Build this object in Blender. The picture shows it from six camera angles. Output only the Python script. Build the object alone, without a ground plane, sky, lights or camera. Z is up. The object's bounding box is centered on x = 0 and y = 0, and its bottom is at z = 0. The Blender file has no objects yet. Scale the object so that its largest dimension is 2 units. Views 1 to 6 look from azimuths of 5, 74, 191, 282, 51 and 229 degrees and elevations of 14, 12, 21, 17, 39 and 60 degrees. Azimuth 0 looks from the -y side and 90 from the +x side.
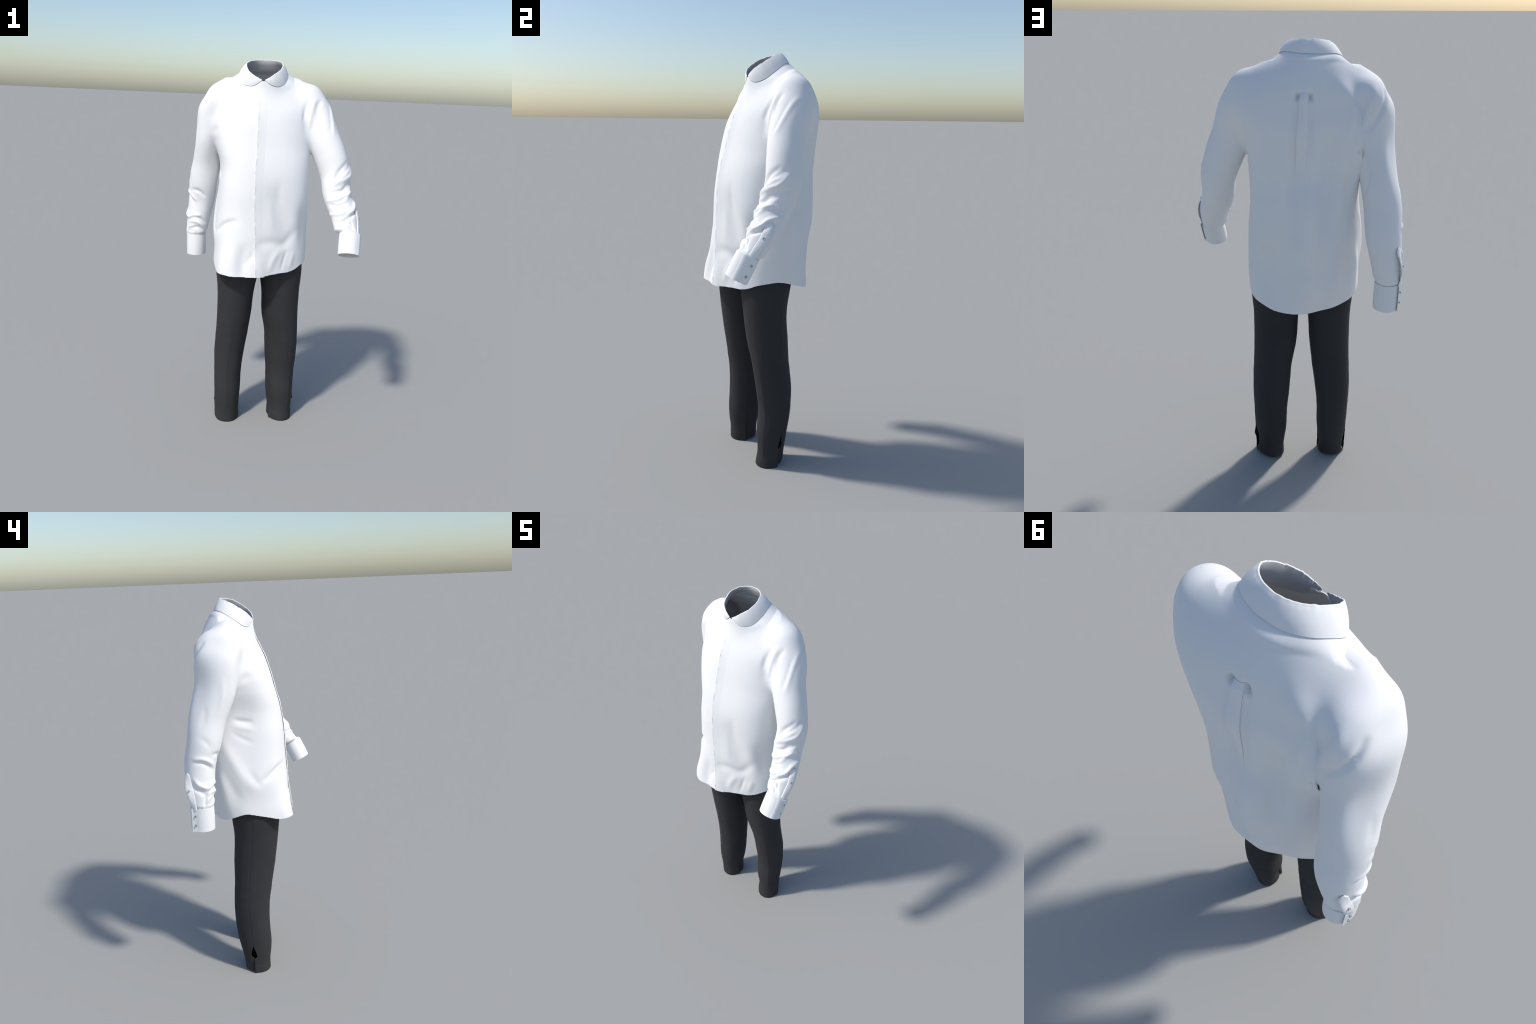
# A white dress shirt and dark slim trousers, standing as if worn by an unseen person.
import bpy, math
import numpy as np

rng = np.random.default_rng(7)

# ------------------------------------------------------------------ helpers
def spl(xk, yk, x):
    """smooth interpolation of profile values through control points"""
    xk = np.asarray(xk, float); yk = np.asarray(yk, float)
    m = np.gradient(yk, xk, axis=0)
    x = np.clip(x, xk[0], xk[-1])
    i = np.clip(np.searchsorted(xk, x) - 1, 0, len(xk) - 2)
    h = xk[i + 1] - xk[i]; t = (x - xk[i]) / h
    if yk.ndim > 1:
        h = h[:, None]; t = t[:, None]
    return ((2*t**3 - 3*t**2 + 1)*yk[i] + (t**3 - 2*t**2 + t)*h*m[i]
            + (-2*t**3 + 3*t**2)*yk[i+1] + (t**3 - t**2)*h*m[i+1])

def resample(P, n):
    """smooth curve through points, n samples evenly along its length"""
    P = np.asarray(P, float); k = np.arange(len(P))
    Q = spl(k, P, np.linspace(0, len(P) - 1, 400))
    s = np.r_[0, np.cumsum(np.linalg.norm(np.diff(Q, axis=0), axis=1))]
    w = np.linspace(0, s[-1], n)
    return np.stack([np.interp(w, s, Q[:, j]) for j in range(Q.shape[1])], 1)

def unit(v):
    return v / (np.linalg.norm(v, axis=-1, keepdims=True) + 1e-12)

def sstep(a, b, x):
    t = np.clip((x - a) / (b - a), 0, 1)
    return t*t*(3 - 2*t)

def wob(x, scale, seed):
    """cheap smooth 1-D noise"""
    r = np.random.default_rng(seed); out = 0
    for k in range(5):
        out = out + np.sin(x*scale*(0.6 + 0.55*k + 0.3*r.random()) + 6.28*r.random()) / (1 + 0.4*k)
    return out / 2.2

# ------------------------------------------------------------------ profiles
# torso: height, centre x, centre y, half width, depth to front, depth to back, turn,
# lopsidedness of the front, of the back
TORSO = np.array([(0.86, -0.034, -0.048, 0.246, 0.163, 0.236, 0.247, -0.369, 0.206), (0.92, -0.034, -0.026, 0.248, 0.178, 0.223, 0.25, -0.313, 0.15), (1, -0.037, 0.002, 0.248, 0.201, 0.205, 0.249, -0.206, 0.053), (1.1, -0.042, 0.018, 0.249, 0.216, 0.194, 0.241, -0.082, 0.018), (1.22, -0.037, 0.014, 0.242, 0.207, 0.212, 0.235, -0.027, 0.034), (1.34, -0.034, 0.004, 0.233, 0.192, 0.23, 0.231, -0.025, 0.028), (1.46, -0.034, 0.021, 0.233, 0.192, 0.208, 0.234, -0.032, 0.008), (1.57, -0.051, 0.051, 0.252, 0.197, 0.183, 0.238, -0.025, -0.01), (1.67, -0.053, 0.075, 0.273, 0.195, 0.162, 0.239, -0.011, -0.024), (1.75, -0.034, 0.089, 0.279, 0.176, 0.136, 0.238, -0.011, -0.033), (1.81, -0.039, 0.094, 0.264, 0.149, 0.12, 0.238, -0.047, -0.041), (1.86, -0.047, 0.089, 0.243, 0.119, 0.105, 0.237, -0.116, -0.059), (1.9, -0.05, 0.077, 0.198, 0.098, 0.095, 0.237, -0.199, -0.081), (1.93, -0.052, 0.065, 0.139, 0.09, 0.087, 0.24, -0.273, -0.099), (1.95, -0.054, 0.056, 0.102, 0.086, 0.082, 0.241, -0.324, -0.112), (1.98, -0.052, 0.03, 0.087, 0.082, 0.074, 0.2, 0, 0), (2, -0.052, 0.028, 0.084, 0.078, 0.068, 0.15, 0, 0)])
# sleeve spines from shoulder to wrist: x, y, z, radius sideways, radius fore-aft, twist
SLEEVE_A = np.array([(0.184, 0.093, 1.803, 0.085, 0.078, -0.75), (0.232, 0.081, 1.717, 0.086, 0.086, -0.75), (0.267, 0.048, 1.62, 0.084, 0.091, -0.75), (0.311, 0.026, 1.522, 0.08, 0.091, -0.75), (0.346, 0.006, 1.426, 0.076, 0.084, -0.75), (0.361, -0.034, 1.327, 0.073, 0.073, -0.562), (0.399, -0.092, 1.235, 0.068, 0.061, -0.375), (0.42, -0.155, 1.14, 0.059, 0.05, -0.188), (0.432, -0.212, 1.039, 0.052, 0.057, -0)])      # bent forward, on the +x side
SLEEVE_B = np.array([(-0.301, 0.056, 1.783, 0.073, 0.109, 0), (-0.334, 0.07, 1.724, 0.069, 0.109, 0), (-0.344, 0.079, 1.597, 0.068, 0.103, 0), (-0.362, 0.116, 1.465, 0.073, 0.092, 0), (-0.378, 0.135, 1.348, 0.077, 0.083, 0), (-0.388, 0.159, 1.239, 0.073, 0.076, 0), (-0.405, 0.158, 1.128, 0.064, 0.069, 0), (-0.416, 0.152, 1.021, 0.055, 0.058, 0), (-0.413, 0.154, 0.915, 0.05, 0.056, 0)])      # hanging down, on the -x side
# trouser legs: height, centre x, centre y, half width, depth to front, depth to back
LEG_A = np.array([(0, 0.12, 0.019, 0.061, 0.066, 0.091), (0.08, 0.118, 0.029, 0.062, 0.067, 0.088), (0.16, 0.112, 0.035, 0.073, 0.073, 0.082), (0.28, 0.108, 0.049, 0.079, 0.078, 0.078), (0.4, 0.103, 0.047, 0.084, 0.095, 0.083), (0.52, 0.1, 0.032, 0.085, 0.101, 0.089), (0.64, 0.09, 0.016, 0.098, 0.101, 0.093), (0.78, 0.088, 0.003, 0.106, 0.101, 0.089), (0.92, 0.078, 0.007, 0.122, 0.116, 0.108), (1, 0.056, 0.018, 0.126, 0.136, 0.14)])
LEG_B = np.array([(0, -0.183, -0.038, 0.062, 0.07, 0.065), (0.08, -0.186, -0.039, 0.065, 0.071, 0.075), (0.16, -0.185, -0.035, 0.072, 0.082, 0.09), (0.28, -0.187, -0.026, 0.076, 0.087, 0.098), (0.4, -0.183, -0.021, 0.083, 0.093, 0.096), (0.52, -0.171, -0.025, 0.089, 0.105, 0.096), (0.64, -0.16, -0.037, 0.094, 0.112, 0.107), (0.78, -0.153, -0.051, 0.1, 0.116, 0.115), (0.92, -0.143, -0.057, 0.121, 0.127, 0.134), (1, -0.129, -0.066, 0.131, 0.143, 0.149)])
# shirt tail hem: angle round the body (0 = front, + towards +x), height
HEM = np.array([(-165, 0.876), (-150, 0.878), (-134, 0.881), (-115, 0.897), (-102, 0.92), (-87.3, 0.943), (-72.7, 0.934), (-60.7, 0.922), (-52, 0.911), (-39.2, 0.907), (-20.8, 0.904), (-2, 0.899), (14, 0.904), (28, 0.909), (41, 0.912), (59.3, 0.916), (69.2, 0.926), (77.7, 0.941), (87, 0.951), (100, 0.957), (109, 0.952), (119.3, 0.939), (132, 0.92), (142, 0.908), (155, 0.892), (165, 0.883), (180, 0.873)])

def torso_body(P):
    q = spl(TORSO[:, 0], TORSO[:, 1:], P[:, 2])
    dx = P[:, 0] - q[:, 0]; dy = P[:, 1] - q[:, 1]
    c, s = np.cos(q[:, 5]), np.sin(q[:, 5])
    dx, dy = c*dx + s*dy, -s*dx + c*dy
    d = np.where(dy < 0, q[:, 3], q[:, 4])
    d = d*(1 + np.where(dy < 0, q[:, 6], q[:, 7])*np.clip(dx/q[:, 2], -1, 1))      # fuller on one side
    n = np.interp(P[:, 2], [1.50, 1.70, 1.84, 1.90, 1.95], [2.85, 2.45, 1.8, 1.75, 2.15])   # squarish body, sharper shoulder ridge
    f = (np.abs(dx/q[:, 2])**n + np.abs(dy/d)**n + 1e-9)**(1/n)
    return (1 - 1/f) * (np.sqrt(dx*dx + dy*dy) + 1e-6)

def neck_field(P):
    # the collar stand: an upright oval, turned a little with the body
    dx = P[:, 0] + .052; dy = P[:, 1] - .024
    c, s = math.cos(.12), math.sin(.12)
    dx, dy = c*dx + s*dy, -s*dx + c*dy
    f = np.sqrt((dx/.0905)**2 + (dy/.079)**2) + 1e-6
    f = (1 - 1/f)*np.sqrt(dx*dx + dy*dy)
    return np.maximum(f, 1.79 - P[:, 2])

def torso_field(P):
    a = torso_body(P); b = np.full(len(P), .5)
    j = P[:, 2] > 1.74
    b[j] = neck_field(P[j])
    return smin(a, b, .042)

class Sleeve:
    def __init__(self, K, cuff_top, cuff_end, ra, rb, side):
        n = 110
        Q = spl(np.arange(len(K)), K, np.linspace(0, len(K) - 1, n))
        self.Q = Q; C = self.C = Q[:, :3]
        self.t = unit(np.gradient(C, axis=0))
        self.u = unit(np.array([1., 0, 0]) - self.t*self.t[:, :1])
        self.v = np.cross(self.t, self.u)
        c, s = np.cos(Q[:, 5:6]), np.sin(Q[:, 5:6])
        self.u, self.v = c*self.u + s*self.v, -s*self.u + c*self.v
        self.top = np.array(cuff_top); self.end = np.array(cuff_end)
        self.axis = unit(self.end - self.top)
        self.o = unit(np.array([side, 0., 0]) - self.axis*side*self.axis[0])
        self.w = np.cross(self.axis, self.o)
        self.ra, self.rb, self.side = ra, rb, side
    def field(self, P):
        out = np.full(len(P), .5)
        lo = self.C.min(0) - .2; hi = self.C.max(0) + .2
        near = np.where(((P > lo) & (P < hi)).all(1))[0]
        for a in range(0, len(near), 60000):
            j = near[a:a + 60000]; p = P[j]
            d2 = (p**2).sum(1)[:, None] - 2*p @ self.C.T + (self.C**2).sum(1)[None]
            i = d2.argmin(1); D = p - self.C[i]
            du = (D*self.u[i]).sum(1); dv = (D*self.v[i]).sum(1)
            e = np.sqrt((du/self.Q[i, 3])**2 + (dv/self.Q[i, 4])**2) + 1e-6
            f = (1 - 1/e) * (np.sqrt(du**2 + dv**2) + 1e-6)
            # rounded cap inside the shoulder, flat end at the wrist
            D0 = p - self.C[0]
            e0 = np.sqrt(((D0 @ self.u[0])/self.Q[0, 3])**2 + ((D0 @ self.v[0])/self.Q[0, 4])**2 + ((D0 @ self.t[0])/.085)**2) + 1e-6
            f = np.where(i == 0, (1 - 1/e0)*np.sqrt((D0**2).sum(1)), f)
            f = np.where(i == len(self.C) - 1, np.maximum(f, np.abs((D*self.t[i]).sum(1)) - .006), f)
            out[j] = f
        return out

ARM_A = Sleeve(SLEEVE_A, (.436, -.166, 1.147), (.433, -.216, 1.047), .051, .048, 1)
ARM_B = Sleeve(SLEEVE_B, (-.416, .154, 1.035), (-.414, .155, .918), .050, .055, -1)

def smin(a, b, k):
    h = np.clip(.5 + .5*(b - a)/k, 0, 1)
    return b*(1 - h) + a*h - k*h*(1 - h)

def shirt_field(P):
    k = .005 + .035*np.clip((P[:, 2] - 1.48)/.12, 0, 1)
    f = smin(torso_field(P), ARM_A.field(P), k)
    return smin(f, ARM_B.field(P), k)

def gradient(field, P, h=.0015):
    g = np.empty_like(P)
    for a in range(3):
        e = np.zeros(3); e[a] = h
        g[:, a] = (field(P + e) - field(P - e)) / (2*h)
    return g

def settle(field, P, steps=2):
    """pull points onto the zero surface of a field"""
    for _ in range(steps):
        g = gradient(field, P); f = field(P)
        d = f[:, None]*g/((g*g).sum(1)[:, None] + 1e-6)
        P = P - np.clip(d, -.006, .006)
    return P

# ------------------------------------------------------------------ cloth folds
FOLDS = []
def fold(height_mm, width_mm, *pts):
    """a ridge (+) or a furrow (-) of the cloth along a curve"""
    FOLDS.append((height_mm/1000, width_mm/1000, resample(np.array(pts), 31)))

fold(8, 12, (-0.457, 0.170, 1.279), (-0.455, 0.126, 1.279), (-0.438, 0.100, 1.263), (-0.408, 0.086, 1.235))   # elbow roll
fold(-8, 10, (-0.460, 0.162, 1.262), (-0.457, 0.133, 1.265), (-0.445, 0.110, 1.253), (-0.420, 0.093, 1.220))   # under the elbow roll
fold(10, 11, (-0.465, 0.172, 1.183), (-0.467, 0.152, 1.157), (-0.461, 0.128, 1.146), (-0.450, 0.110, 1.136), (-0.433, 0.097, 1.142), (-0.384, 0.085, 1.148))   # forearm roll
fold(-9, 11, (-0.464, 0.179, 1.169), (-0.468, 0.168, 1.140), (-0.467, 0.139, 1.125), (-0.461, 0.122, 1.102))   # hollow under roll
fold(-8, 5.5, (-0.455, 0.114, 1.107), (-0.461, 0.122, 1.078), (-0.464, 0.124, 1.045))   # tuck at the cuff
fold(-4, 6, (-0.448, 0.107, 1.108), (-0.434, 0.097, 1.131), (-0.413, 0.090, 1.142))   # small roll
fold(4, 7, (-0.455, 0.113, 1.076), (-0.438, 0.099, 1.083), (-0.418, 0.092, 1.088))   # small roll
fold(-4, 6, (-0.459, 0.116, 1.053), (-0.443, 0.102, 1.057), (-0.420, 0.093, 1.058))   # small roll
fold(-7, 11, (-0.431, 0.085, 1.295), (-0.392, 0.067, 1.291), (-0.358, 0.081, 1.259))   # elbow hollow in front
fold(-8, 8, (-0.440, 0.101, 1.138), (-0.393, 0.090, 1.137), (-0.359, 0.117, 1.104))   # cuff gather
fold(7, 8, (-0.451, 0.110, 1.113), (-0.402, 0.091, 1.112), (-0.364, 0.115, 1.081))   # cuff gather
fold(-7, 8, (-0.444, 0.104, 1.069), (-0.401, 0.093, 1.083), (-0.372, 0.110, 1.063))   # cuff gather
fold(-3, 16, (-0.442, 0.122, 1.433), (-0.434, 0.110, 1.476), (-0.426, 0.106, 1.520))   # upper sleeve dimple
fold(-3, 14, (-0.451, 0.131, 1.382), (-0.448, 0.102, 1.358), (-0.437, 0.084, 1.325))   # upper sleeve dimple
fold(3, 14, (-0.400, 0.022, 1.647), (-0.403, 0.026, 1.560), (-0.414, 0.051, 1.472))   # upper sleeve ridge
fold(-13, 11, (-0.304, 0.168, 1.665), (-0.355, 0.171, 1.747), (-0.367, 0.149, 1.776), (-0.363, 0.117, 1.812))   # armhole crease
fold(8, 16, (-0.281, 0.167, 1.668), (-0.316, 0.170, 1.782), (-0.322, 0.148, 1.827))   # armhole ridge
fold(-7, 13, (-0.253, 0.184, 1.638), (-0.252, 0.166, 1.701), (-0.244, 0.141, 1.746))   # armhole crease
fold(6, 12, (-0.236, 0.193, 1.633), (-0.234, 0.178, 1.699), (-0.231, 0.148, 1.750))   # armhole ridge
fold(9, 11, (0.338, -0.090, 1.379), (0.397, -0.068, 1.415), (0.420, -0.034, 1.431), (0.418, 0.015, 1.472))   # elbow fold
fold(-4, 12, (0.388, -0.066, 1.441), (0.412, -0.018, 1.481), (0.407, 0.024, 1.503))   # elbow hollow
fold(-7, 10, (0.376, -0.103, 1.350), (0.414, -0.059, 1.394), (0.427, 0.013, 1.407))   # elbow hollow
fold(7, 11, (0.401, -0.123, 1.304), (0.416, -0.086, 1.338), (0.427, -0.048, 1.362))   # forearm fold
fold(11, 10, (0.416, -0.153, 1.247), (0.446, -0.120, 1.264), (0.448, -0.081, 1.291), (0.438, -0.023, 1.296))   # forearm overhang
fold(-9, 9, (0.435, -0.151, 1.234), (0.457, -0.110, 1.254), (0.454, -0.069, 1.279))   # under overhang
fold(-8, 6, (0.385, -0.170, 1.219), (0.427, -0.178, 1.197), (0.444, -0.190, 1.167))   # cuff tuck
fold(6, 7, (0.383, -0.179, 1.219), (0.388, -0.184, 1.196), (0.395, -0.197, 1.168))   # cuff bulge
fold(-9, 12, (0.403, -0.022, 1.502), (0.362, -0.071, 1.448), (0.326, -0.085, 1.377))   # front hollow
fold(7, 9, (0.307, -0.077, 1.359), (0.357, -0.084, 1.404), (0.416, -0.024, 1.462))   # front ridge
fold(-8, 8, (0.320, -0.094, 1.337), (0.384, -0.095, 1.360), (0.426, -0.041, 1.383))   # front hollow
fold(7, 8, (0.311, -0.089, 1.298), (0.370, -0.118, 1.319), (0.437, -0.031, 1.347))   # front ridge
fold(-7, 8, (0.324, -0.106, 1.281), (0.372, -0.135, 1.286), (0.412, -0.120, 1.301))   # front hollow
fold(-8, 8, (0.353, -0.148, 1.201), (0.400, -0.171, 1.214), (0.448, -0.132, 1.247))   # front hollow
fold(7, 8, (0.328, -0.084, 1.231), (0.382, -0.154, 1.245), (0.438, -0.118, 1.277))   # front ridge
fold(-6, 6, (0.434, -0.160, 1.222), (0.442, -0.172, 1.196), (0.451, -0.183, 1.170))   # cuff tuck
fold(-8, 12, (0.242, -0.015, 1.702), (0.231, 0.004, 1.759), (0.246, 0.031, 1.806))   # shoulder furrow
fold(-7, 12, (0.165, -0.031, 1.692), (0.171, -0.017, 1.750), (0.178, 0.004, 1.788))   # shoulder furrow
fold(6, 11, (0.193, -0.015, 1.663), (0.203, -0.007, 1.742), (0.216, 0.017, 1.807))   # shoulder ridge
fold(5, 13, (0.324, -0.024, 1.638), (0.309, 0.027, 1.725), (0.290, 0.087, 1.788))   # upper sleeve ridge
fold(-4, 12, (0.309, -0.031, 1.642), (0.305, 0.011, 1.712), (0.291, 0.047, 1.769))   # upper sleeve furrow
fold(-4, 4, (0.397, 0.062, 1.409), (0.364, 0.062, 1.355), (0.339, 0.048, 1.327), (0.310, 0.041, 1.338), (0.291, 0.017, 1.338))   # elbow seam
fold(-4, 18, (-0.260, -0.118, 1.113), (-0.193, -0.191, 1.170), (-0.133, -0.209, 1.187))   # waist drag
fold(-7, 26, (-0.034, -0.207, 1.070), (0.042, -0.182, 1.081), (0.107, -0.152, 1.062), (0.168, -0.115, 1.143))   # hip fold
fold(5, 18, (0.033, -0.187, 0.928), (0.054, -0.175, 0.995), (0.084, -0.161, 1.037))   # hem ridge
fold(4, 16, (0.134, -0.123, 0.935), (0.154, -0.113, 1.021))   # hem ridge
fold(-4, 11, (0.093, -0.152, 0.931), (0.121, -0.140, 1.034))   # hem furrow
fold(-3, 22, (0.076, -0.167, 1.273), (0.065, -0.168, 1.338), (0.065, -0.160, 1.402))   # belly furrow
fold(2.5, 20, (0.019, -0.183, 1.297), (0.030, -0.182, 1.231), (0.042, -0.181, 1.149))   # belly ridge
fold(-4, 14, (-0.089, -0.236, 0.967), (-0.063, -0.223, 1.000), (-0.051, -0.215, 1.033))   # hem furrow
fold(-3, 16, (0.178, -0.005, 1.759), (0.174, -0.024, 1.695), (0.174, -0.036, 1.631))   # chest furrow
fold(-6, 13, (-0.268, 0.012, 1.427), (-0.259, -0.033, 1.418), (-0.248, -0.078, 1.412))   # side drag
fold(3, 14, (-0.269, 0.013, 1.394), (-0.260, -0.040, 1.384), (-0.250, -0.085, 1.374))   # side drag
fold(-3, 14, (-0.273, 0.022, 1.362), (-0.268, -0.024, 1.336), (-0.257, -0.076, 1.311))   # side drag
fold(7, 30, (-0.274, 0.076, 1.330), (-0.283, 0.030, 1.236), (-0.284, -0.034, 1.130), (-0.271, -0.086, 1.069))   # side fold
fold(-6, 34, (-0.277, 0.095, 1.192), (-0.296, 0.031, 1.082), (-0.285, -0.013, 1.013))   # side hollow
fold(-6, 13, (-0.257, -0.125, 1.112), (-0.215, -0.176, 1.162), (-0.158, -0.204, 1.187))   # side hollow
fold(-3, 16, (-0.274, -0.058, 1.169), (-0.271, -0.087, 1.119), (-0.262, -0.117, 1.092))   # side hollow
fold(-4, 20, (-0.310, -0.039, 1.626), (-0.279, -0.094, 1.643))   # armhole hollow
fold(-6, 13, (-0.037, 0.222, 1.795), (-0.029, 0.223, 1.747), (-0.029, 0.248, 1.679), (-0.031, 0.244, 1.590), (-0.034, 0.234, 1.482))   # pleat furrow
fold(-6, 13, (-0.085, 0.211, 1.795), (-0.087, 0.210, 1.746), (-0.091, 0.236, 1.679), (-0.085, 0.233, 1.590), (-0.081, 0.223, 1.482))   # pleat furrow
fold(-24, 8, (-0.041, 0.219, 1.810), (-0.038, 0.221, 1.799), (-0.036, 0.221, 1.781))   # pleat pocket
fold(-24, 8, (-0.080, 0.211, 1.809), (-0.084, 0.211, 1.798), (-0.085, 0.210, 1.779))   # pleat pocket
fold(38, 52, (-.09, .24, 1.42), (-.09, .24, 1.25), (-.095, .24, 1.10), (-.105, .23, .97), (-.105, .22, .85))   # fullness falling from the pleat
fold(-19, 48, (.10, .24, 1.18), (.11, .24, 1.02), (.11, .23, .88))   # hollow beside it
fold(-25, 34, (-.165, .21, 1.66), (-.17, .22, 1.46), (-.175, .23, 1.24))   # back, under the shoulder blade
fold(-19, 28, (-.03, .23, 1.62), (-.03, .24, 1.42), (-.03, .24, 1.22))   # small of the back
fold(28, 42, (-.21, .18, 1.86), (-.255, .16, 1.70), (-.265, .14, 1.55), (-.255, .12, 1.38))   # fullness at the armhole
fold(-8, 50, (-.27, .06, 1.20), (-.275, .03, 1.04), (-.275, .01, .90))   # flank
fold(-15, 45, (-.24, .13, 1.20), (-.24, .12, 1.04), (-.23, .11, .89))   # rear corner of the flank
fold(-24, 65, (.05, -.20, 1.36), (.11, -.17, 1.19), (.15, -.14, 1.02))   # front hangs back at the waist
fold(-16, 48, (.19, -.09, 1.26), (.21, -.06, 1.04))   # flank
fold(-18, 38, (-.10, -.24, 1.06), (-.10, -.24, .97), (-.10, -.24, .87))   # ripples of the front hem
fold(9, 36, (.0, -.23, 1.02), (.01, -.23, .95), (.015, -.22, .87))
fold(13, 46, (-.18, -.23, 1.03), (-.20, -.22, .96), (-.205, -.21, .88))   # front corner kicks out
fold(6, 46, (-.225, .03, 1.895), (-.275, .04, 1.865), (-.32, .05, 1.835))   # shoulder line
fold(-13, 65, (-.39, .14, 1.74), (-.42, .15, 1.60), (-.43, .16, 1.44))   # outer sleeve lies flatter
fold(-8, 45, (-.32, .02, 1.82), (-.365, .06, 1.80), (-.38, .11, 1.77))   # sleeve head eased down
fold(9, 46, (-.20, -.01, 1.88), (-.255, .0, 1.86), (-.31, .0, 1.835))   # slope of the shoulder
fold(-9, 9, (-.262, .16, 1.60), (-.285, .185, 1.56), (-.30, .20, 1.50), (-.296, .19, 1.42))   # pinched underarm crease

def lay_folds():
    for k, (a, w, C) in enumerate(FOLDS):
        FOLDS[k] = (a, w, settle(shirt_field, C, 10))

lay_folds()

def fold_height(P):
    h = np.zeros(len(P))
    for a, w, C in FOLDS:
        lo = C.min(0) - 2.6*w; hi = C.max(0) + 2.6*w
        j = np.where(((P > lo) & (P < hi)).all(1))[0]
        if not len(j):
            continue
        s = np.linspace(0, 1, len(C)); ease = np.sin(np.pi*(s*.9 + .05))**.6
        bump = lambda X: (ease*np.exp(-((X[:, None] - C[None])**2).sum(2)/w**2)).sum(1)
        h[j] += a*bump(P[j])/bump(C[len(C)//2][None])[0]
    return h

# ------------------------------------------------------------------ collar curves: lower edge of the flap and crest of the fold
EDGE = np.array([(-.043, -.054, 1.889), (-.024, -.0525, 1.877), (-.002, -.0445, 1.866), (.017, -.033, 1.862), (.035, -.017, 1.866),
                 (.055, .010, 1.879), (.066, .047, 1.910), (.060, .088, 1.941), (.028, .121, 1.950), (-.034, .134, 1.945),
                 (-.106, .125, 1.943), (-.157, .099, 1.944), (-.182, .061, 1.933), (-.185, .016, 1.905), (-.159, -.023, 1.872),
                 (-.136, -.037, 1.862), (-.111, -.047, 1.860), (-.086, -.0535, 1.868), (-.057, -.057, 1.889)])
CREST = np.array([(-.042, -.055, 1.893), (-.026, -.052, 1.902), (-.012, -.047, 1.911), (.001, -.040, 1.921), (.018, -.025, 1.934),
                  (.033, -.006, 1.947), (.042, .030, 1.970), (.032, .062, 1.988), (.005, .089, 1.9955), (-.035, .103, 1.9985),
                  (-.085, .098, 1.997), (-.125, .070, 1.991), (-.146, .028, 1.977), (-.143, -.005, 1.957), (-.128, -.035, 1.935),
                  (-.110, -.046, 1.921), (-.092, -.052, 1.910), (-.075, -.055, 1.902), (-.058, -.056, 1.893)])
k = np.arange(len(EDGE)); tt = np.linspace(0, len(EDGE) - 1, 300)
E_, R_ = spl(k, EDGE, tt), spl(k, CREST, tt)

def under_collar(P):
    """keep the body inside the folded-down collar"""
    ax = np.array([-.052, .028])
    def polar(C):
        d = C[:, :2] - ax; a = np.unwrap(np.arctan2(d[:, 0], -d[:, 1]))
        return a, np.linalg.norm(d, axis=1), C[:, 2]
    ea, er, ez = polar(E_); ra, rr_, rz = polar(R_)
    o = np.argsort(ea); q = np.argsort(ra)
    d = P[:, :2] - ax; r = np.linalg.norm(d, axis=1); a = np.arctan2(d[:, 0], -d[:, 1])
    a = np.where(a < min(ea.min(), ra.min()), a + 2*np.pi, a)
    Er, Ez = np.interp(a, ea[o], er[o]), np.interp(a, ea[o], ez[o])
    Rr, Rz = np.interp(a, ra[q], rr_[q]), np.interp(a, ra[q], rz[q])
    f = np.clip((P[:, 2] - Ez)/(Rz - Ez + 1e-4), 0, 1)
    lim = Er + (Rr - Er)*f - .0052 + np.clip(Ez - P[:, 2], 0, 1)*1.5
    k = (P[:, 2] > Ez - .03) & (r > lim) & (r < .2)
    s = np.where(k, lim/np.maximum(r, 1e-6), 1)
    low = Er - .004 + np.clip(Ez - P[:, 2], 0, 1)*1.4          # the body rises to meet the flap
    w = (1 - sstep(.004, .034, Ez - P[:, 2]))*(P[:, 2] < Ez + .004)*(r < .2)*(1 - sstep(-.2, .6, np.cos(a - .12)))
    s = s*np.where(r*s < low, 1 + w*(low/np.maximum(r*s, 1e-6) - 1)*.85, 1)
    P = P.copy(); P[:, :2] = ax + d*s[:, None]
    return P

# ------------------------------------------------------------------ shirt body surface
def hem_height(P):
    a = np.degrees(np.arctan2(P[:, 0] + .03, -(P[:, 1] + .02)))
    A = np.r_[HEM[-1:, 0] - 360, HEM[:, 0], HEM[:1, 0] + 360]
    Z = np.r_[HEM[-1:, 1], HEM[:, 1], HEM[:1, 1]]
    return spl(A, Z, a)

def neck_height(P):
    a = np.arctan2(P[:, 0] + .052, -(P[:, 1] - .03))
    return 1.925 - .039*np.cos(a)

def upsample(a, m):
    for ax in range(3):
        a = np.moveaxis(a, ax, 0); n = len(a)
        w = (np.arange(m)/m).reshape((1, m) + (1,)*(a.ndim - 1)).astype(np.float32)
        b = a[:-1, None]*(1 - w) + a[1:, None]*w
        b = np.concatenate([b.reshape((-1,) + a.shape[1:]), a[-1:]], 0)
        a = np.moveaxis(b, 0, ax)
    return a

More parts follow.
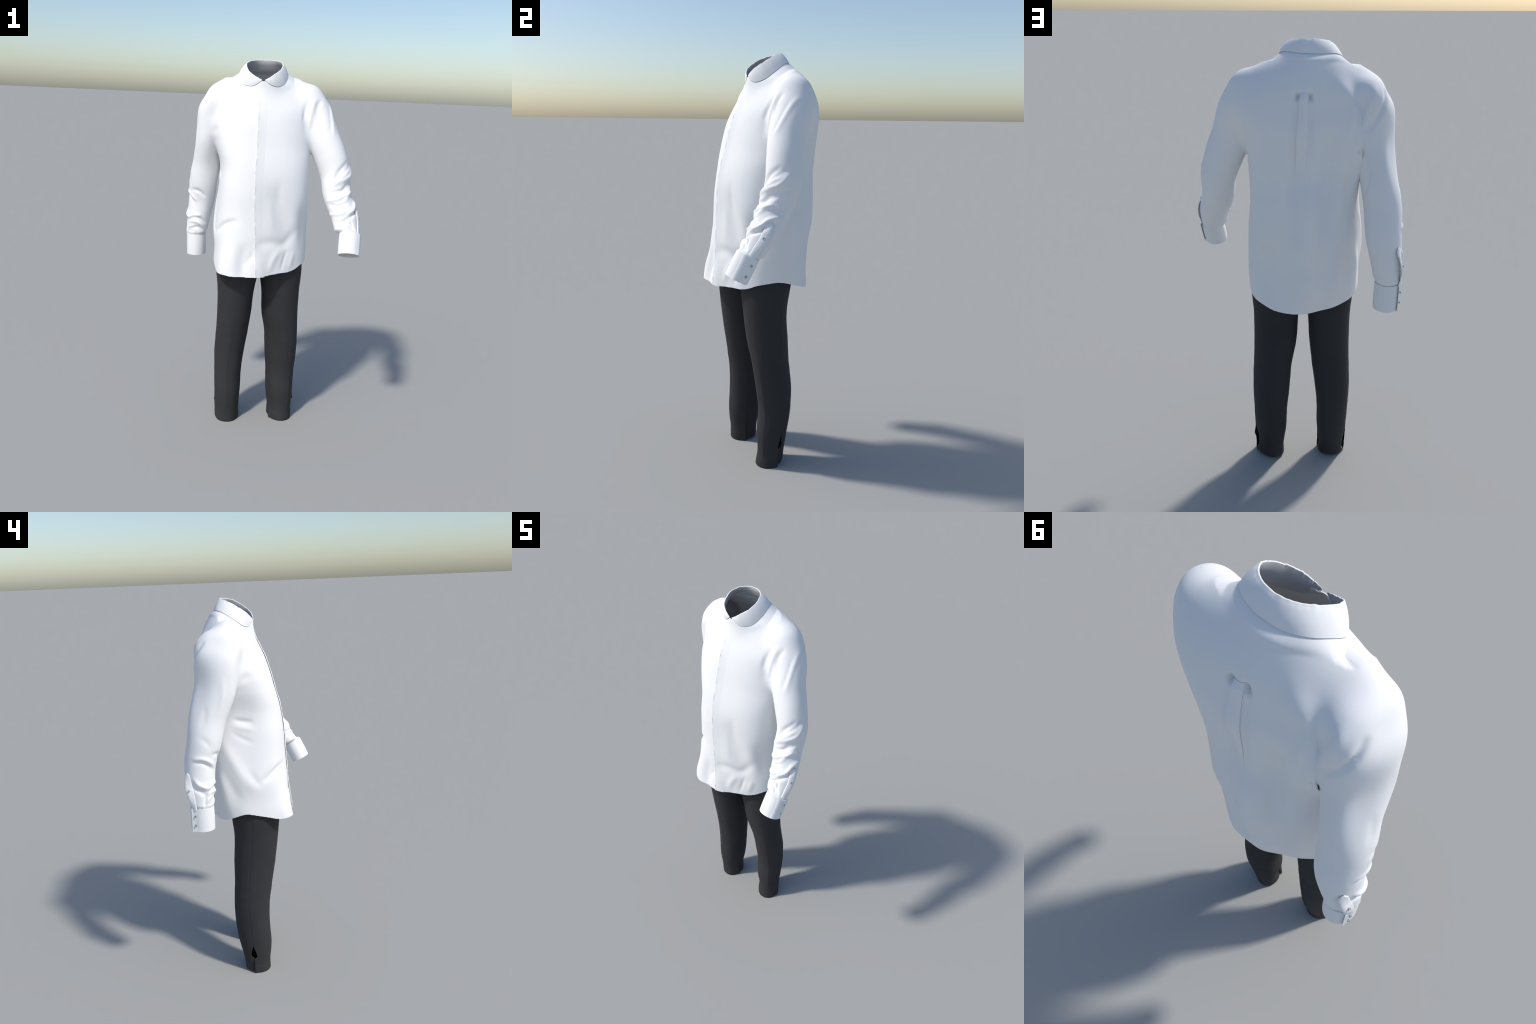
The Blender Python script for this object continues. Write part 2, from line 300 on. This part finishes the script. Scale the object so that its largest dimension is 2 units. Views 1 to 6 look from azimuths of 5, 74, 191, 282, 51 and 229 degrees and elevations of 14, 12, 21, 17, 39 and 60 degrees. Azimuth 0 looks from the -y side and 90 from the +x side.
def net(field, lo, hi, h, m=3, band=.02):
    """surface net of the zero set of a field: quads"""
    lo = np.array(lo); H = h*m
    n = np.ceil((np.array(hi) - lo)/H).astype(int) + 1
    g = np.stack(np.meshgrid(*[lo[a] + H*np.arange(n[a]) for a in range(3)], indexing='ij'), -1)
    f = upsample(field(g.reshape(-1, 3)).reshape(n).astype(np.float32), m)
    idx = np.argwhere(np.abs(f) < band)
    f[tuple(idx.T)] = field(lo + h*idx)
    neg = f < 0; N = np.array(f.shape) - 1
    cnt = np.zeros(N, np.int8)
    corners = [(i, j, k) for i in (0, 1) for j in (0, 1) for k in (0, 1)]
    sl = lambda c: tuple(slice(c[a], c[a] + N[a]) for a in range(3))
    for c in corners:
        cnt += neg[sl(c)]
    cells = np.argwhere((cnt > 0) & (cnt < 8))
    vid = -np.ones(N, np.int64); vid[tuple(cells.T)] = np.arange(len(cells))
    acc = np.zeros((len(cells), 3)); w = np.zeros(len(cells))
    F = {c: f[tuple((cells + c).T)] for c in corners}
    for c in corners:
        for a in range(3):
            if c[a] == 0:
                d = list(c); d[a] = 1; d = tuple(d)
                x = (F[c] < 0) != (F[d] < 0)
                t = np.where(x, F[c]/(F[c] - F[d] + 1e-20), 0)
                p = np.tile(np.array(c, float), (len(cells), 1)); p[:, a] = t
                acc += p*x[:, None]; w += x
    V = lo + h*(cells + acc/w[:, None])
    quads = []
    for a in range(3):
        b, c = (a + 1) % 3, (a + 2) % 3
        A = np.moveaxis(neg, a, 0)
        e = np.argwhere(np.moveaxis(A[1:] != A[:-1], 0, a))
        e = e[(e[:, b] > 0) & (e[:, c] > 0) & (e[:, b] < N[b]) & (e[:, c] < N[c])]
        q = []
        for db, dc in ((-1, -1), (0, -1), (0, 0), (-1, 0)):
            k = e.copy(); k[:, b] += db; k[:, c] += dc
            q.append(vid[tuple(k.T)])
        q = np.stack(q, 1)
        flip = ~neg[tuple(e.T)]
        q[flip] = q[flip][:, ::-1]
        quads.append(q)
    return V, np.concatenate(quads)

def vertex_normals(V, Q):
    n = np.zeros_like(V)
    fn = np.cross(V[Q[:, 2]] - V[Q[:, 0]], V[Q[:, 3]] - V[Q[:, 1]])
    for k in range(4):
        for a in range(3):
            n[:, a] += np.bincount(Q[:, k], fn[:, a], len(V))
    return unit(n)

def relax(V, Q, times, keep=None):
    e = np.concatenate([Q[:, [k, (k + 1) % 4]] for k in range(4)])
    e = np.concatenate([e, e[:, ::-1]])
    deg = np.bincount(e[:, 0], minlength=len(V))[:, None] + 1e-9
    for _ in range(times):
        s = np.stack([np.bincount(e[:, 0], V[e[:, 1], a], len(V)) for a in range(3)], 1)
        W = V + .5*(s/deg - V)
        if keep is not None:
            W[keep] = V[keep]
        V = W
    return V

V, Q = net(shirt_field, (-.50, -.31, .80), (.53, .31, 2.01), .0045)
V = relax(V, Q, 2); V = settle(shirt_field, V, 2)

def trim(V, Q, value, snap):
    """cut away where value < 0 and lay the cut edge exactly on the line"""
    v = value(V)
    Q = Q[(v[Q] > 0).any(1)]
    out = (v <= 0)
    V = V.copy(); V[out] = snap(V[out])
    return V, Q

def arm_cut(A):
    def value(P):
        r = P - A.top
        return np.where(np.linalg.norm(r, axis=1) < .30, -(r @ A.axis) + .004, 1)
    def snap(P):
        r = P - A.top
        return P - ((r @ A.axis) - .004)[:, None]*A.axis
    # keep other parts of the shirt that come near
    def both(P):
        v = value(P); f = A.field(P)
        return np.where((f < .03) & (f < torso_field(P)), v, 1)
    return both, snap

def hem_snap(P):
    P = P.copy(); P[:, 2] = hem_height(P); return P
def neck_snap(P):
    P = P.copy(); P[:, 2] = neck_height(P); return P

arm_faces = lambda A: None
V, Q = trim(V, Q, lambda P: np.where(np.minimum(ARM_A.field(P), ARM_B.field(P)) > torso_field(P), P[:, 2] - hem_height(P), 1), hem_snap)
V, Q = trim(V, Q, lambda P: neck_height(P) - P[:, 2], neck_snap)
for A in (ARM_A, ARM_B):
    V, Q = trim(V, Q, *arm_cut(A))
used = np.unique(Q); remap = -np.ones(len(V), np.int64); remap[used] = np.arange(len(used))
V = V[used]; Q = remap[Q]
Q = Q[[len(set(q)) == 4 for q in Q.tolist()]]
N0 = vertex_normals(V, Q)
g = gradient(shirt_field, V); N0 = unit(g)
fa, fb, ft = ARM_A.field(V), ARM_B.field(V), torso_field(V)
# ease the shoulders: no ridge where the sleeve heads are set in
w = (sstep(1.56, 1.66, V[:, 2])*sstep(.004, .045, neck_height(V) - V[:, 2]))[:, None]
V = V*(1 - w) + relax(V, Q, 80)*w
V = V + N0*fold_height(V)[:, None]
V = under_collar(V)
# gathers: the sleeve narrows into its cuff
for A, f in ((ARM_A, fa), (ARM_B, fb)):
    r = V - A.top; along = r @ A.axis
    near = (f < .02) & (along > -.03) & (np.linalg.norm(r, axis=1) < .13)
    rad = r - along[:, None]*A.axis
    ang = np.arctan2(rad @ A.w / A.rb, rad @ A.o / A.ra)
    target = A.o*(np.cos(ang)*A.ra)[:, None] + A.w*(np.sin(ang)*A.rb)[:, None]
    w = sstep(-.014, .0, along)*near
    V = V + (target*.97 - rad)*w[:, None]
    V = V + unit(rad)*(.0022*wob(ang, 5, 3)*np.exp(-((along + .012)/.014)**2)*near)[:, None]
V = relax(V, Q, 1, None)

# thin cloth: outer and inner face joined round the open edges
THICK = .0028
N = vertex_normals(V, Q)
edge = {}
for q in Q.tolist():
    for k in range(4):
        a, b = q[k], q[(k + 1) % 4]
        if (b, a) in edge: del edge[(b, a)]
        else: edge[(a, b)] = 1
nv = len(V)
rim = np.array([(b, a, a + nv, b + nv) for a, b in edge], np.int64)
VV = np.concatenate([V, V - N*THICK])
QQ = np.concatenate([Q, Q[:, ::-1] + nv, rim])
NN = vertex_normals(VV, QQ)
# which piece a face belongs to
lab = np.where((fa < ft - .004) & (fa <= fb) & (V[:, 0] > .1), 1, np.where((fb < ft - .004) & (V[:, 0] < -.1), 2, 0))
lab = np.concatenate([lab, lab])
flab = (lab[QQ] == 1).sum(1)*0
flab = np.where((lab[QQ] == 1).all(1), 1, np.where((lab[QQ] == 2).all(1), 2, 0))

# ------------------------------------------------------------------ materials
def cloth(name, colour, rough, weave, bump, sheen, vary):
    m = bpy.data.materials.new(name); m.use_nodes = True
    nt = m.node_tree; b = nt.nodes["Principled BSDF"]; L = nt.links.new
    co = nt.nodes.new("ShaderNodeTexCoord")
    no = nt.nodes.new("ShaderNodeTexNoise"); no.inputs["Scale"].default_value = 9; no.inputs["Detail"].default_value = 4
    rp = nt.nodes.new("ShaderNodeValToRGB")
    rp.color_ramp.elements[0].position = .3; rp.color_ramp.elements[1].position = .7
    rp.color_ramp.elements[0].color = (*[c*(1 - vary) for c in colour], 1)
    rp.color_ramp.elements[1].color = (*colour, 1)
    wv = nt.nodes.new("ShaderNodeTexNoise"); wv.inputs["Scale"].default_value = weave; wv.inputs["Detail"].default_value = 2
    bp = nt.nodes.new("ShaderNodeBump"); bp.inputs["Strength"].default_value = bump; bp.inputs["Distance"].default_value = .001
    L(co.outputs["Object"], no.inputs["Vector"]); L(co.outputs["Object"], wv.inputs["Vector"])
    L(no.outputs["Fac"], rp.inputs["Fac"]); L(rp.outputs["Color"], b.inputs["Base Color"])
    L(wv.outputs["Fac"], bp.inputs["Height"]); L(bp.outputs["Normal"], b.inputs["Normal"])
    b.inputs["Roughness"].default_value = rough
    b.inputs["Sheen Weight"].default_value = sheen
    b.inputs["Specular IOR Level"].default_value = .25
    return m

WHITE = cloth("white_cotton", (.83, .83, .83), .85, 900, .08, .0, .012)
DARK = cloth("charcoal_wool", (.033, .033, .035), .8, 1100, .15, .0, .06)
COLLAR_INSIDE_GREY = cloth("grey_collar_inside", (.56, .56, .57), .9, 900, .08, .0, .02)  # greyer than the shirt white, for the inner face of the collar
BUTTON = cloth("grey_pearl", (.44, .44, .46), .35, 300, .0, .0, .2)

# ------------------------------------------------------------------ object building
def empty(name, label, category):
    o = bpy.data.objects.new(name, None); bpy.context.collection.objects.link(o)
    o.empty_display_size = .1; o["label"] = label; o["category"] = category
    return o

def mesh(name, V, F, mat, parent, smooth=True, normals=None):
    me = bpy.data.meshes.new(name)
    me.from_pydata(np.asarray(V).tolist(), [], [tuple(int(i) for i in f) for f in F])
    me.materials.append(mat); me.update()
    if smooth:
        me.polygons.foreach_set("use_smooth", [True]*len(me.polygons))
    if normals is not None:
        me.normals_split_custom_set_from_vertices(normals.tolist())
    o = bpy.data.objects.new(name, me); bpy.context.collection.objects.link(o)
    o.parent = parent
    return o

def subset(V, N, F):
    used = np.unique(F); r = -np.ones(len(V), np.int64); r[used] = np.arange(len(used))
    return V[used], N[used], r[F]

def grid_faces(nu, nv, closed=False):
    F = []
    for i in range(nu - 1):
        for j in range(nv if closed else nv - 1):
            k = (j + 1) % nv
            F.append((i*nv + j, i*nv + k, (i + 1)*nv + k, (i + 1)*nv + j))
    return F

def sheet(name, G, mat, parent, thick, closed=False, flip=False):
    """a grid of points made into cloth of some thickness (inner side along -normal)"""
    nu, nv = G.shape[:2]
    F = np.array(grid_faces(nu, nv, closed))
    if flip: F = F[:, ::-1]
    P = G.reshape(-1, 3); n = vertex_normals(P, F); m = len(P)
    edge = {}
    for q in F.tolist():
        for k in range(4):
            a, b = q[k], q[(k + 1) % 4]
            if (b, a) in edge: del edge[(b, a)]
            else: edge[(a, b)] = 1
    rim = np.array([(b, a, a + m, b + m) for a, b in edge])
    VV = np.concatenate([P, P - n*thick]); FF = np.concatenate([F, F[:, ::-1] + m, rim])
    o = mesh(name, VV, FF, mat, parent)
    o.data.set_sharp_from_angle(angle=math.radians(50))
    return o

shirt = empty("white_shirt", "crisp white long sleeved button shirt with rounded collar, worn pose", "shirt")
trousers = empty("dark_trousers", "slim charcoal black trousers with slit ankle hems", "trousers")

bodies = []
for k, nm in ((0, "torso"), (1, "sleeve"), (2, "sleeve")):
    v, n, f = subset(VV, NN, QQ[flab == k])
    bodies.append(mesh(nm, v, f, WHITE, shirt, True, n))
torso, sleeve_a, sleeve_b = bodies

# ------------------------------------------------------------------ front placket: proud folded edge of one panel over the other
def surface_strip(field, centre, across, us, hs, follow=1.0):
    """rows along a curve, each made of points at sideways offsets us and heights hs above the cloth"""
    n = len(centre); G = np.empty((n, len(us[0]), 3))
    for i in range(len(us[0])):
        p = centre + across*us[:, i:i+1]
        p = settle(field, p, 4); g = unit(gradient(field, p))
        G[:, i] = p + g*(hs[:, i] + follow*fold_height(p))[:, None]
    return G

SEAM = np.array([(-0.07, -0.059, 1.823), (-0.067, -0.108, 1.726), (-0.064, -0.14, 1.625), (-0.062, -0.164, 1.532), (-0.063, -0.184, 1.454), (-0.061, -0.197, 1.359), (-0.06, -0.201, 1.279), (-0.056, -0.204, 1.199), (-0.051, -0.208, 1.115), (-0.046, -0.214, 1.032), (-0.043, -0.22, 0.967), (-0.04, -0.226, 0.9)])
C = resample(SEAM, 260); C = settle(torso_field, C, 3)
T = unit(np.gradient(C, axis=0)); g = unit(gradient(torso_field, C)); across = unit(np.cross(g, T))
across *= np.sign(across[:, :1])
z = C[:, 2]; s = np.linspace(0, 1, len(C))
lift = 1 + .25*wob(z, 75, 1); hgt = (.0056*sstep(0, .06, s) + .0006)*lift
wav = .0022*wob(z, 130, 2)
prof_u = [.018, .008, .0012, -.0006, -.0009, .0003, .0025, .006, .012, .020, .030, .042, .055]
prof_h = [.24, .30, .36, .5, .75, .96, 1.0, .80, .61, .40, .21, .056, -.12]
us = np.array([[u + (w if k < 7 else 0) for k, u in enumerate(prof_u)] for w in wav])
hs = np.array([[h*(a if k < 7 else b) for k, h in enumerate(prof_h)] for a, b in zip(hgt, hgt/lift)])
G = surface_strip(torso_field, C, across, us, hs)
G[-1, :, 2] = np.maximum(G[-1, :, 2], .895)
mesh("front_placket", G.reshape(-1, 3), np.array(grid_faces(*G.shape[:2])), WHITE, torso)

# ------------------------------------------------------------------ box pleat on the back
PLEAT = np.array([(-.059, .210, 1.806), (-.058, .224, 1.74), (-.057, .236, 1.66), (-.056, .245, 1.56), (-.056, .25, 1.42), (-.056, .25, 1.25), (-.056, .25, 1.10)])
C = settle(torso_field, resample(PLEAT, 160), 4)
T = unit(np.gradient(C, axis=0)); g = unit(gradient(torso_field, C)); across = unit(np.cross(g, T)); across *= np.sign(across[:, :1])
s = np.linspace(0, 1, len(C))
half = .0165 + .004*sstep(0, .2, s) - .002*sstep(.25, .5, s)
hgt = (.0075*sstep(0, .03, s))*(1 - sstep(.10, .62, s)) - .0012*sstep(.3, .62, s)
pu = np.array([-.78, -.95, -1.02, -1.0, -.88, -.5, 0, .5, .88, 1.0, 1.02, .95, .78])
ph = np.array([-.1, .1, .4, .75, 1.0, 1.05, 1.1, 1.05, 1.0, .75, .4, .1, -.1])
us = half[:, None]*pu[None]*(1 + .03*wob(s, 14, 5))[:, None]; hs = hgt[:, None]*ph[None] - (sstep(.55, .7, s)*.002)[:, None]
G = surface_strip(torso_field, C, across, us, hs)
mesh("back_pleat", G.reshape(-1, 3), np.array(grid_faces(*G.shape[:2])), WHITE, torso)

# ------------------------------------------------------------------ collar: stand folded over into a flap with rounded ends
axis_pt = np.array([-.052, .028, 0])
outw = R_ - axis_pt; outw[:, 2] = 0; outw = unit(outw)
fall = unit(E_ - R_); tall = np.linalg.norm(E_ - R_, axis=1)
crimp = np.c_[np.zeros((300, 2)), (.0012*wob(tt, 6.5, 9) - .0012)*np.clip(tall/.03, 0, 1)]
R_[:, 2] = np.minimum(R_[:, 2], 1.9985)
rows = []
puff = np.clip(tall/.05, 0, 1)[:, None]
for f in np.linspace(0, 1, 11):          # flap, from its lower edge up to the crest
    rows.append(E_ + (R_ - E_)*f + crimp*f**8 + outw*puff*(.0035*math.sin(math.pi*f) + .001))
rr = .0026
top = rows.pop()
for a in np.linspace(.15, 1, 7):         # rolled crest
    an = a*math.pi
    rows.append(R_ + crimp + outw*(rr*(math.cos(an) - 1) + rr)*puff - outw*puff*.001 + np.array([0, 0, 1])*(rr*(math.sin(an) - 1))*puff)
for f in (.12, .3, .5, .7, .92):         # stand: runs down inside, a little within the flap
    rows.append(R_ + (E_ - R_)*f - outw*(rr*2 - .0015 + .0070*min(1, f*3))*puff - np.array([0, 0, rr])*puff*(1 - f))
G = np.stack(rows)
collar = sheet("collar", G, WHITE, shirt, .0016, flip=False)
collar.data.materials.append(COLLAR_INSIDE_GREY)
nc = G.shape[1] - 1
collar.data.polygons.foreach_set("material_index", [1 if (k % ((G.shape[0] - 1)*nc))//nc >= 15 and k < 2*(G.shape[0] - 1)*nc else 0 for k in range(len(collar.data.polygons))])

# ------------------------------------------------------------------ cuffs, sleeve plackets and buttons
def ring(A, along, radius_off, ang):
    return (A.top + A.axis*along + A.o*math.cos(ang)*(A.ra + radius_off) + A.w*math.sin(ang)*(A.rb + radius_off))

def button(A, pos, nrm, parent, stem):
    me_v, me_f = [], []
    nrm = unit(np.array(nrm)); a = unit(np.cross(nrm, A.axis)); b = np.cross(nrm, a)
    prof = [(0.0, -stem - .001), (.0028, -stem - .001), (.0028, -.0004), (.0052, 0), (.0060, .0008), (.0060, .0020), (.0053, .0028), (.0042, .0028), (.0036, .0020), (0.0, .0019)]
    n = 24
    for r, h in prof:
        for i in range(n):
            t = 2*math.pi*i/n
            me_v.append(pos + nrm*h + a*r*math.cos(t) + b*r*math.sin(t))
    F = np.array(grid_faces(len(prof), n, True))
    o = mesh("button", np.array(me_v), F, BUTTON, parent)
    return o

def make_cuff(A, sleeve, rear, gap, line, stems, btn, lift):
    """a barrel cuff: closed band, an overlapping flap with a free end, a sleeve placket and three buttons
    rear: +1/-1 sense of the angle that leads towards the back of the arm"""
    length = np.linalg.norm(A.end - A.top)
    n = 72; rows = []
    for f in np.linspace(0, 1, 9):
        rows.append([ring(A, length*f, .0012*math.sin(math.pi*f), 2*math.pi*i/n) for i in range(n)])
    G = np.array(rows)
    cuff = sheet("cuff", G, WHITE, sleeve, .003, closed=True, flip=True)
    # flap: hugs the band at the front, then runs off straight along its tangent
    cols = 26; rows = []
    for f in np.linspace(0, 1, 9):
        row = []
        for j in range(cols):
            x = j/(cols - 1)
            a = rear*(-.80 + x*1.50)
            a0 = rear*.12
            if (a - a0)*rear <= 0:
                p = ring(A, length*f, .0005 + .003*min(1, x*6), a)
            else:
                base = ring(A, length*f, .0035, a0)
                tan = unit(ring(A, length*f, .0035, a0 + .02*rear) - base)
                d = (a - a0)*rear*A.rb
                hug = ring(A, length*f, .0035, a)
                p = (base + tan*d)*gap + hug*(1 - gap)
            row.append(p)
        rows.append(row)
    G = np.array(rows)
    flap = sheet("cuff_flap", G, WHITE, sleeve, .0025, flip=(rear*A.side > 0) == True)
    # sleeve placket: a narrow strip with a pointed top above the cuff
    field = A.field
    Cl = resample(np.array(line), 40); Cl = settle(field, Cl, 4)
    T = unit(np.gradient(Cl, axis=0)); g = unit(gradient(field, Cl)); ac = unit(np.cross(g, T))
    s = np.linspace(0, 1, 40)
    wid = .0150*np.minimum(1, s/.10 + .25)
    pu = np.array([-1, -.97, -.9, -.45, 0, .45, .9, .97, 1]); ph = np.array([.0012, .0034, .0042, .0046, .0048, .0048, .0046, .0042, .0034])
    ac = ac*np.sign((ac @ A.w)*rear)[:, None]           # sideways, towards the rear
    us = wid[:, None]*pu[None]; hs = np.tile(ph, (40, 1))
    hs = hs + lift*np.sin(np.pi*np.clip(s*1.05, 0, 1))[:, None]*sstep(-.9, 1.0, pu)[None]
    G = surface_strip(field, Cl, ac, us, hs, .55)
    strip = sheet("sleeve_placket", G, WHITE, sleeve, .0018, flip=(rear*A.side > 0) == True)
    for j, (f, ang) in enumerate(btn):
        p = ring(A, length*f, .0035, ang*rear); q = ring(A, length*f, .0135, ang*rear)
        button(A, p + unit(q - p)*(stems + .0012), q - p, sleeve, stems)
    i = 18
    n_ = unit(np.cross(G[i, 5] - G[i, 3], G[i + 1, 4] - G[i - 1, 4])); n_ = n_*np.sign(n_ @ g[i])
    button(A, G[i, 4] + n_*(stems*.6 + .0008), n_, sleeve, stems*.6)

make_cuff(ARM_A, sleeve_a, -1, .8, [(.470, -.078, 1.290), (.476, -.094, 1.255), (.482, -.115, 1.215), (.484, -.140, 1.18), (.484, -.162, 1.146)], .0008, [(.27, .30), (.72, .30)], .007)
make_cuff(ARM_B, sleeve_b, 1, 1.3, [(-.455, .214, 1.21), (-.463, .203, 1.16), (-.466, .188, 1.108), (-.467, .18, 1.06), (-.467, .176, 1.03)], .0040, [(.30, .30), (.70, .30)], .017)

# ------------------------------------------------------------------ trousers
def superel(ang, w, df, db, n):
    x = np.sin(ang); y = -np.cos(ang)
    d = np.where(y < 0, df, db)
    r = (np.abs(x/w)**n + np.abs(y/d)**n)**(-1/n)
    return x*r, y*r

def leg(K, turn, seams, outside_plus, full, parent):
    """front and back panels sewn together at the sides, open in a short slit at the ankle"""
    nz = 150; z = np.r_[np.linspace(0, .12, 40)[:-1], np.linspace(.12, 1.0, nz)]
    q = spl(K[:, 0], K[:, 1:], z)
    out, inn = seams                     # seam angles, degrees from the front
    slit = .172
    nn = 49; V = []; F = []
    zz = z[:, None]
    lens = .019*np.where(z < .108, sstep(.086, .108, z), np.clip((slit - z)/(slit - .108), 0, 1))
    low = 1 - sstep(.06, slit, z)
    panels = []
    for front in (True, False):
        a0, a1 = (math.radians(inn), math.radians(out)) if front else (math.radians(out), math.radians(inn + 360))
        f = np.linspace(0, 1, nn)
        f = .5 - .5*np.cos(np.pi*f)*.35 - .5*(1 - 2*f)*.65 if True else f
        ang = a0 + (a1 - a0)*f
        X, Y = superel(ang[None], q[:, 2:3], q[:, 3:4], q[:, 4:5], 2.1)
        R = np.sqrt(X*X + Y*Y); ux, uy = X/R, Y/R
        dev = np.degrees(np.abs((ang - 0 + np.pi) % (2*np.pi) - np.pi))
        extra = .0026*np.exp(-(dev/5)**2)[None]*(sstep(.03, .10, zz)*(1 - .8*sstep(.45, .75, zz)))   # pressed crease
        side = np.minimum(f, 1 - f)
        extra = extra - .0012*np.exp(-(side/.012)**2)[None]*sstep(slit - .01, slit + .01, zz)       # side seam
        extra = extra + .0010*(1 - sstep(.040, .046, zz))                                          # turned-up hem
        extra = extra + .0007*wob(zz*1.0 + f[None]*.06, 38, 11)*(1 - .5*sstep(.5, .9, zz))
        extra = extra + full*np.maximum(0, np.cos(2*(ang + turn - math.radians(45))))[None]*sstep(.02, .2, zz)   # fuller along its stride
        extra = extra + full*np.maximum(0, np.cos(ang + turn + math.radians(135)))[None]**2*(.9*sstep(.08, .3, zz) + 1.1*sstep(.6, .85, zz))
        sgn = 1 if front else -1
        outer = ((f > .5) == (front == outside_plus))*1.0
        edgew = np.exp(-(side/.10)**2)[None]
        extra = extra + sgn*.0055*low[:, None]*edgew
        X = X + ux*extra; Y = Y + uy*extra
        Y = Y - sgn*lens[:, None]*np.exp(-(side/.055)**2)[None]*outer[None]
        ct, st = math.cos(turn), math.sin(turn); X, Y = ct*X - st*Y, st*X + ct*Y
        Z = np.repeat(zz, nn, 1)
        if not front:
            Z = Z + .011*np.sin(np.pi*f)[None]**.5*(1 - sstep(0, .08, zz))      # back of the hem sits a little higher
        P = np.stack([X + q[:, 0:1], Y + q[:, 1:2], Z], -1)
        panels.append(P)
    Fp, Bp = panels; nr = len(z)
    top = np.argmax(z >= slit)
    V = np.concatenate([Fp.reshape(-1, 3), Bp.reshape(-1, 3)])
    idF = np.arange(nr*nn).reshape(nr, nn); idB = idF + nr*nn
    m = np.arange(len(V))
    for r in range(top, nr):            # sewn above the slit
        for a, b in ((idF[r, -1], idB[r, 0]), (idF[r, 0], idB[r, -1])):
            mid = (V[a] + V[b])/2; V[a] = mid; m[b] = a
    Fs = []
    for ids in (idF, idB):
        for i in range(nr - 1):
            for j in range(nn - 1):
                Fs.append((m[ids[i, j]], m[ids[i, j+1]], m[ids[i+1, j+1]], m[ids[i+1, j]]))
    Fs = np.array(Fs); v, _, Fs = subset(V, V, Fs)
    n = vertex_normals(v, Fs); c = np.array([K[:, 1].mean(), K[:, 2].mean(), 0])
    edge = {}
    for qd in Fs.tolist():
        for k in range(4):
            a, b = qd[k], qd[(k + 1) % 4]
            if (b, a) in edge: del edge[(b, a)]
            else: edge[(a, b)] = 1
    mm = len(v); inner = v - n*.0022; inner[:, 2] = np.maximum(inner[:, 2], 0)
    rimf = np.array([(b, a, a + mm, b + mm) for a, b in edge])
    o = mesh("leg", np.concatenate([v, inner]), np.concatenate([Fs, Fs[:, ::-1] + mm, rimf]), DARK, parent)
    return o

leg(LEG_A, .75, (73, -107), True, .007, trousers)
leg(LEG_B, .05, (85, -95), False, 0, trousers)
rows = []
for z_, w_, d_ in ((.958, .205, .118), (.985, .212, .124), (1.03, .214, .128), (1.08, .205, .125), (1.12, .196, .122)):
    a = np.linspace(0, 2*np.pi, 73)[:-1]; X, Y = superel(a, w_, d_, d_*1.05, 2.5)
    c, s_ = math.cos(.24), math.sin(.24)
    rows.append(np.stack([-.033 + c*X - s_*Y, -.012 + s_*X + c*Y, np.full(72, z_)], -1))
sheet("hip", np.array(rows), DARK, trousers, .003, closed=True)
